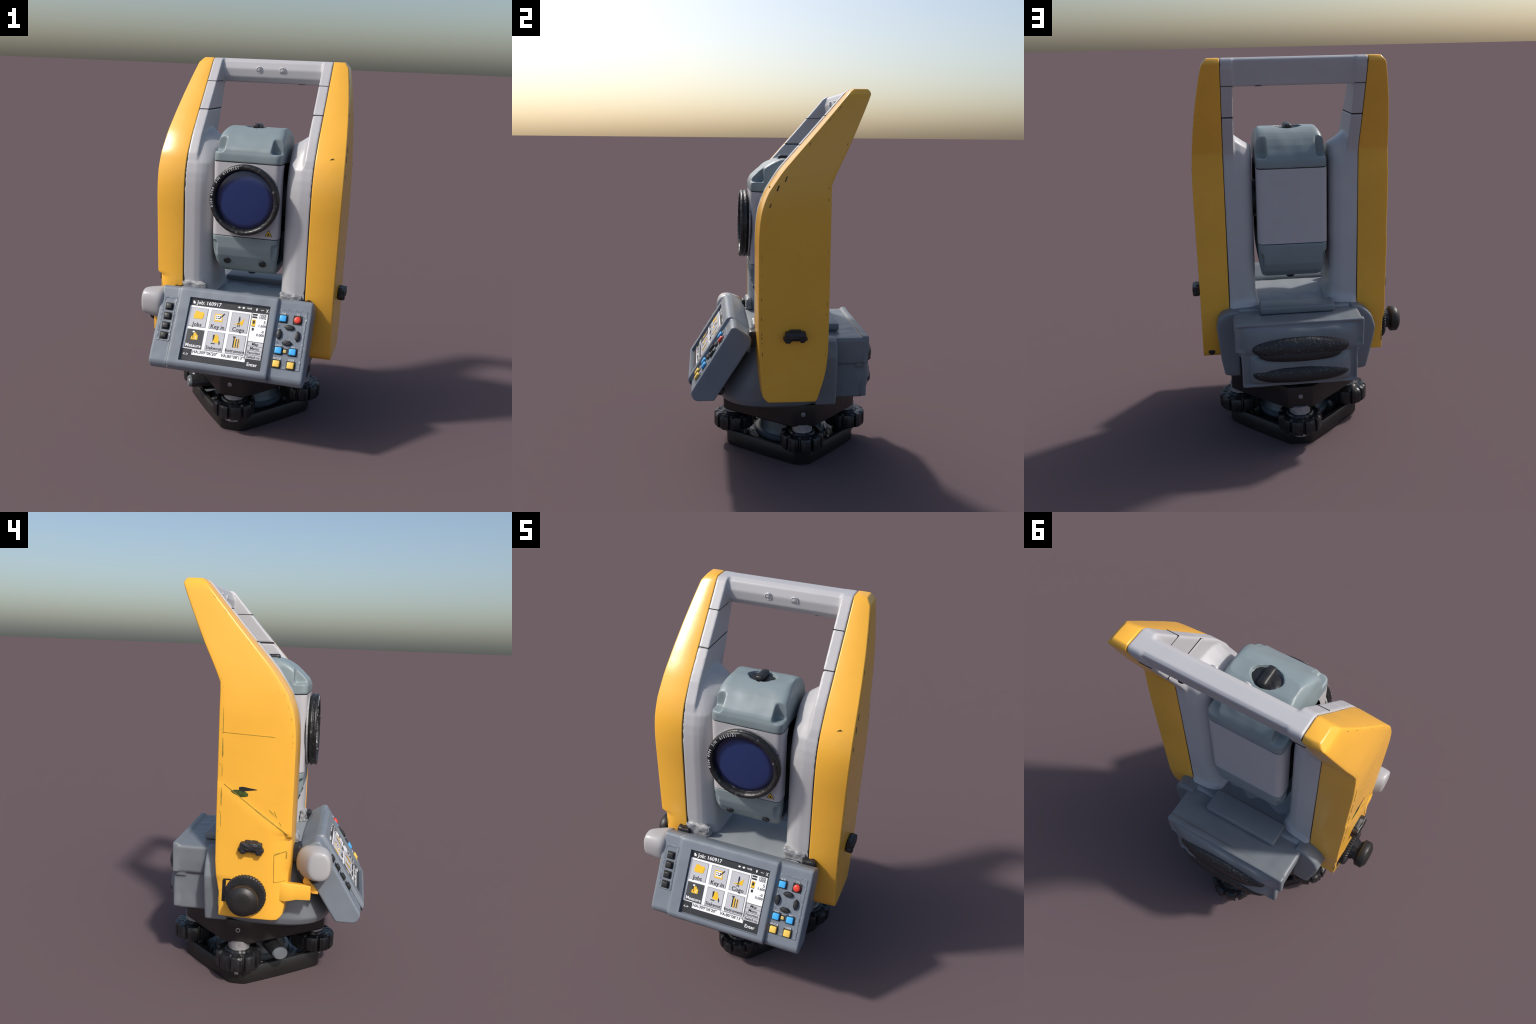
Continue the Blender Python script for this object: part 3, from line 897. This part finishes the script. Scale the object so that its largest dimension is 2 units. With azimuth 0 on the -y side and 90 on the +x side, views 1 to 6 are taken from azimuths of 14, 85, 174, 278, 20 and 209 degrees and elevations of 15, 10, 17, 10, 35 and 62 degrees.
# lever on the left cover
lev = loft([[(x, y, z) for x, z in ((-.452 + dx, .520 - dz), (-.405 + dx, .520 - dz), (-.405 + dx, .592 + dz), (-.452 + dx, .597 + dz))]
            for y, dx, dz in ((-.09, .004, .004), (-.135, -.004, .008), (-.165, .004, .004), (-.19, .012, .0), (-.257, .014, -.002))])
add("locking_lever", bevel(lev, .005, 2), YELLOW, smooth=40)
add("lever_guard", bevel(extrude_yz([(-.215, .60), (-.262, .545), (-.292, .545), (-.225, .64)], -.405, -.36), .003, 2), YELLOW, smooth=40)

# marks, folds and slots on the left cover: thin strips just proud of the wall
def wall_x(y, z, side=-1):
    d = dxo(z) - (inset_left(y, z) if side < 0 else 0)
    f, r = yf(z), yr(z); k = (y - f) / (r - f)
    d -= .002 * (abs(k - .5) * 2) ** 3
    return XC + side * d
def strip(pts, w, side=-1, proud=.0012, depth=.004):
    """Ribbon along (y, z) points on a cover wall."""
    n = len(pts); L_, R_ = [], []
    for i, (y, z) in enumerate(pts):
        a = Vector(pts[max(0, i - 1)]); b = Vector(pts[min(n - 1, i + 1)])
        d = (b - a).normalized(); nn = Vector((-d.y, d.x)) * (w[i] if isinstance(w, (list, tuple)) else w) / 2
        L_.append((y + nn.x, z + nn.y)); R_.append((y - nn.x, z - nn.y))
    loop = L_ + R_[::-1]
    m = len(loop)
    v = [(wall_x(y, z, side) + side * proud, y, z) for y, z in loop] + [(wall_x(y, z, side) - side * depth, y, z) for y, z in loop]
    f = [(i, i + 1, m - 2 - i, m - 1 - i) for i in range(n - 1)]
    f += [(m + i, m + m - 1 - i, m + m - 2 - i, m + i + 1) for i in range(n - 1)]
    f += [(i, (i + 1) % m, m + (i + 1) % m, m + i) for i in range(m)]
    return mesh(v, f)
def seg(a, b, n=8):
    return [(a[0] + (b[0] - a[0]) * k / (n - 1), a[1] + (b[1] - a[1]) * k / (n - 1)) for k in range(n)]
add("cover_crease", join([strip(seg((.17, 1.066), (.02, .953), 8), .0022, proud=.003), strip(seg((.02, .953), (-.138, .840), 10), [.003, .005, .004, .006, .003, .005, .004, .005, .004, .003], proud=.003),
                          strip(seg((.185, 1.307), (-.06, 1.296), 10), .0022, proud=.0012)]), OLIVE, smooth=0)
add("cover_chip", join([strip(seg((.098, 1.046), (.012, 1.046), 6), [.016, .022, .017, .011, .007, .001], proud=.0016)]), INK, smooth=0)
add("cover_stain", join([strip(seg((.135, 1.034), (.055, 1.018), 6), [.006, .020, .026, .036, .026, .012], proud=.0014)]), GREENSTAIN, smooth=0)
add("cover_slot", join([strip(seg((-.082, .605), (-.079, .738), 8), .0022), strip(seg((-.079, .741), (-.132, .757), 6), [.004, .007, .006, .004, .004, .006]),
                        strip(seg((-.135, .755), (-.135, .72), 4), .005), strip(seg((-.082, .605), (-.135, .612), 4), .0022)]), OLIVE, smooth=0)
add("cover_slot", join([strip(seg((.158, .49), (.155, .597), 6), .017, proud=.002), strip([(.16, .60), (.135, .603), (.12, .602)], .007)]), BLACK, smooth=0)
# dark rub marks along the rear edge of the left cover and chips on the right one
rub = []
for z0, z1, w in ((1.30, 1.42, .004), (1.19, 1.28, .007), (1.10, 1.16, .003), (.96, 1.05, .006), (.86, .93, .004), (.46, .52, .008)):
    rub.append(strip(seg((.180, z0), (.181, z1), 6), [w * .3, w, w * .7, w, w * .5, w * .2]))
add("edge_rub", join(rub), OLIVE, smooth=0)
chips = []
for y, z, l, w in ((-.030, 1.545, .03, .006), (-.070, 1.50, .03, .008), (-.105, 1.42, .02, .006), (.09, 1.72, .018, .003), (-.02, .80, .0, 0)):
    if l:
        chips.append(strip(seg((y, z), (y + l * .4, z + l), 5), [w * .2, w, w * .6, w, w * .2], 1))
add("edge_chip", join(chips), INK, smooth=0)
for side in (1, -1):
    tiny = []
    for k in range(30):
        z = float(RNG.uniform(.50, 1.94)); l = float(RNG.uniform(.004, .02)); w = float(RNG.uniform(.0012, .0035))
        rear = RNG.uniform() < .3
        g = float(RNG.uniform(.0115, .017))
        p0 = (yr(z) - g, z) if rear else (yf(z) + g, z)
        z2 = z + l
        p1 = (yr(z2) - g, z2) if rear else (yf(z2) + g, z2)
        if side < 0 and z < 1.1 and not rear:
            continue
        tiny.append(strip(seg(p0, p1, 4), [w * .3, w, w * .8, w * .2], side, .0005))
    ob = add("paint_chip", join(tiny), OLIVE if side < 0 else CHIP, smooth=0)
    ob["kind"] = "stuff"
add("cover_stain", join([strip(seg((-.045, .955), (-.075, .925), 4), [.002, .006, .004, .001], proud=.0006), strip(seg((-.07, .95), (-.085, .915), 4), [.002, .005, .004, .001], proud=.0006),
                         strip(seg((-.095, .90), (-.108, .875), 4), [.001, .004, .003, .001], proud=.0006)]), OLIVE, smooth=0)
add("cover_port", lathe([(.018, -.01), (.0185, .002), (.014, .003)], axis='y', origin=(XC + .452, .158, .445), seg=20), INK, smooth=40)
add("arm_scratch", join([box((XC + .428, -.1000, 1.515), (.024, .0035, .0035), rot=Matrix.Rotation(radians(-28), 4, 'Y') @ Matrix.Rotation(0, 4, 'X'))]), INK, smooth=0)

# ------------------------------------------------------------------ levelling base
FEET = [(XC, -.256), (.344, .103), (XC, .398), (-.264, .103)]
plan = [(-.020, -.302), (.104, -.302), (.405, .060), (.405, .140), (.100, .440), (-.016, .440), (-.322, .140), (-.322, .060)]
def offset(poly_, d):
    c = Vector((XC, .085))
    return [tuple(Vector(p) + (c - Vector(p)).normalized() * d) for p in poly_]
def bulge(poly_, amt, n=6):
    out = []; m = len(poly_)
    for i in range(m):
        a, b = Vector(poly_[i]), Vector(poly_[(i + 1) % m])
        ln = (b - a).length
        nn = Vector(((b - a).y, -(b - a).x)).normalized()
        steps = n if ln > .2 else 2
        for k in range(steps):
            t = k / steps
            out.append(tuple(a + (b - a) * t + nn * amt * (4 * t * (1 - t)) * (1 if ln > .2 else .2)))
    return out
pl = bulge(rounded(plan, .02, 3), .014, 6) if False else None
outer = rounded(bulge(offset(plan, .005), .006, 6), .012, 2)
inn = rounded(bulge(offset(plan, .036), .008, 6), .012, 2)
ou2 = rounded(bulge(offset(plan, .011), .006, 6), .012, 2)
secs = [[(x, y, 0) for x, y in ou2], [(x, y, .008) for x, y in outer], [(x, y, .082) for x, y in outer], [(x, y, .088) for x, y in ou2],
        [(x, y, .088) for x, y in inn], [(x, y, .050) for x, y in inn]]
BASE = add("base_plate", loft(secs), PLATE, smooth=40)
# lumpy casting inside the plate and along the rim
me = loft([[(x, y, .046) for x, y in inn], [(x, y, .058) for x, y in rounded(bulge(offset(plan, .07), .008, 6), .012, 2)]])
bm = bmesh.new(); bm.from_mesh(me); bmesh.ops.triangulate(bm, faces=bm.faces); bmesh.ops.subdivide_edges(bm, edges=bm.edges, cuts=4, use_grid_fill=True); bm.to_mesh(me); bm.free()
add("plate_web", lump(me, .012, 30, 5), DARK, BASE, smooth=40)

def lobed(n, depth, width):
    def fn(t, k):
        ph = (t * n / (2 * pi)) % 1
        d = min(ph, 1 - ph)
        return 1 - depth * max(0, 1 - (d / width) ** 4) if d < width else 1
    return fn
knob_me = None
for i, (x, y) in enumerate(FEET):
    prof = [(.080, .088), (.111, .090), (.117, .097), (.117, .155), (.112, .166), (.096, .172), (.086, .170), (.072, .171), (.066, .179), (.058, .181), (.052, .181)]
    if knob_me is None:
        f_ = lobed(10, .13, .11)
        knob_me = lathe(prof, seg=240, rad=lambda t, k: f_(t, k) if 1 <= k <= 4 else 1)
        knob_me = lump(knob_me, .0035, 55, 3)
    ob = bpy.data.objects.new("levelling_knob", knob_me)
    bpy.context.scene.collection.objects.link(ob)
    ob.parent = ROOT
    ob.matrix_local = Matrix.Translation((x, y, (.008, .0, .002, .0)[i])) @ Matrix.Rotation(.35 + i * 1.9, 4, 'Z')
    if not knob_me.materials:
        knob_me.materials.append(DARK); shade(knob_me, 35)
    add("levelling_screw", lathe([(.055, .05), (.055, .165), (.0575, .170), (.0555, .178), (.0555, .225)], seg=36), STEEL, ob, smooth=40)

# upper casting that the screws carry
hp = [(-.022, -.318), (.106, -.318), (.392, .040), (.392, .166), (.106, .438), (-.022, .438), (-.310, .166), (-.310, .040)]
h0 = rounded(bulge(hp, .004, 6), .008, 2)
h1 = rounded(bulge(offset(hp, .012), .002, 6), .008, 2)
h2 = rounded(bulge(offset(hp, -.0), .012, 6), .008, 2)
HEADO = add("base_head", bevel(loft([[(x, y, z) for x, y in q] for z, q in ((.212, h1), (.222, h0), (.30, h0), (.338, h2))]), .003, 2, 40), HEAD, smooth=35)
for (x, y, ax) in ((.392, .102, 'x'), (XC, .440, 'y'), (-.308, .104, '-x'), (.032, -.319, '-y')):
    add("head_screw", lathe([(.012, -.004), (.012, .003), (.008, .004), (.006, .001)], axis=ax, origin=(x, y, .285), seg=20), STEEL, HEADO)
# dark label patches on the head
me = box((0, 0, 0), (.11, .004, .032), .002, 1); me.transform(Matrix.Translation((.268, -.172, .298)) @ Matrix.Rotation(radians(51), 4, 'Z'))
add("head_label", me, DARK, HEADO)
me = box((0, 0, 0), (.11, .004, .036), .002, 1); me.transform(Matrix.Translation((-.185, -.172, .298)) @ Matrix.Rotation(radians(-51), 4, 'Z'))
add("head_label", me, DARK, HEADO)
# central hub and lock knob
HUBO = add("base_hub", lathe([(.20, .045), (.205, .060), (.203, .082), (.186, .086), (.176, .10), (.176, .22)], origin=(XC, .075, 0), seg=72), HUB, smooth=40)
d = Vector((-1, -.55, 0)).normalized()
M = Matrix.Translation((-.20, -.072, .165)) @ d.to_track_quat('Z', 'Y').to_matrix().to_4x4()
secs = []
for h, a, b in ((-.05, .045, .036), (.055, .045, .036), (.075, .043, .034)):
    secs.append([(a * cos(t), b * sin(t), h) for t in np.linspace(0, 2 * pi, 28, endpoint=False)])
me = loft(secs); me.transform(M)
LOCK = add("lock_knob", me, BLACK, HUBO, smooth=40)
me = loft([[(a * cos(t), b * sin(t), h) for t in np.linspace(0, 2 * pi, 28, endpoint=False)] for h, a, b in ((.07, .041, .032), (.086, .040, .031), (.093, .034, .026))])
me.transform(M)
add("lock_cap", me, HUB, LOCK, smooth=40)
# bright shards of bare metal on the plate floor
me = join([box((-.20, .0, .066), (.09, .05, .006), .002, 1, Matrix.Rotation(.9, 4, 'Z')), box((-.13, -.10, .066), (.07, .05, .006), .002, 1, Matrix.Rotation(.4, 4, 'Z'))])
add("floor_shim", me, HUB, BASE)
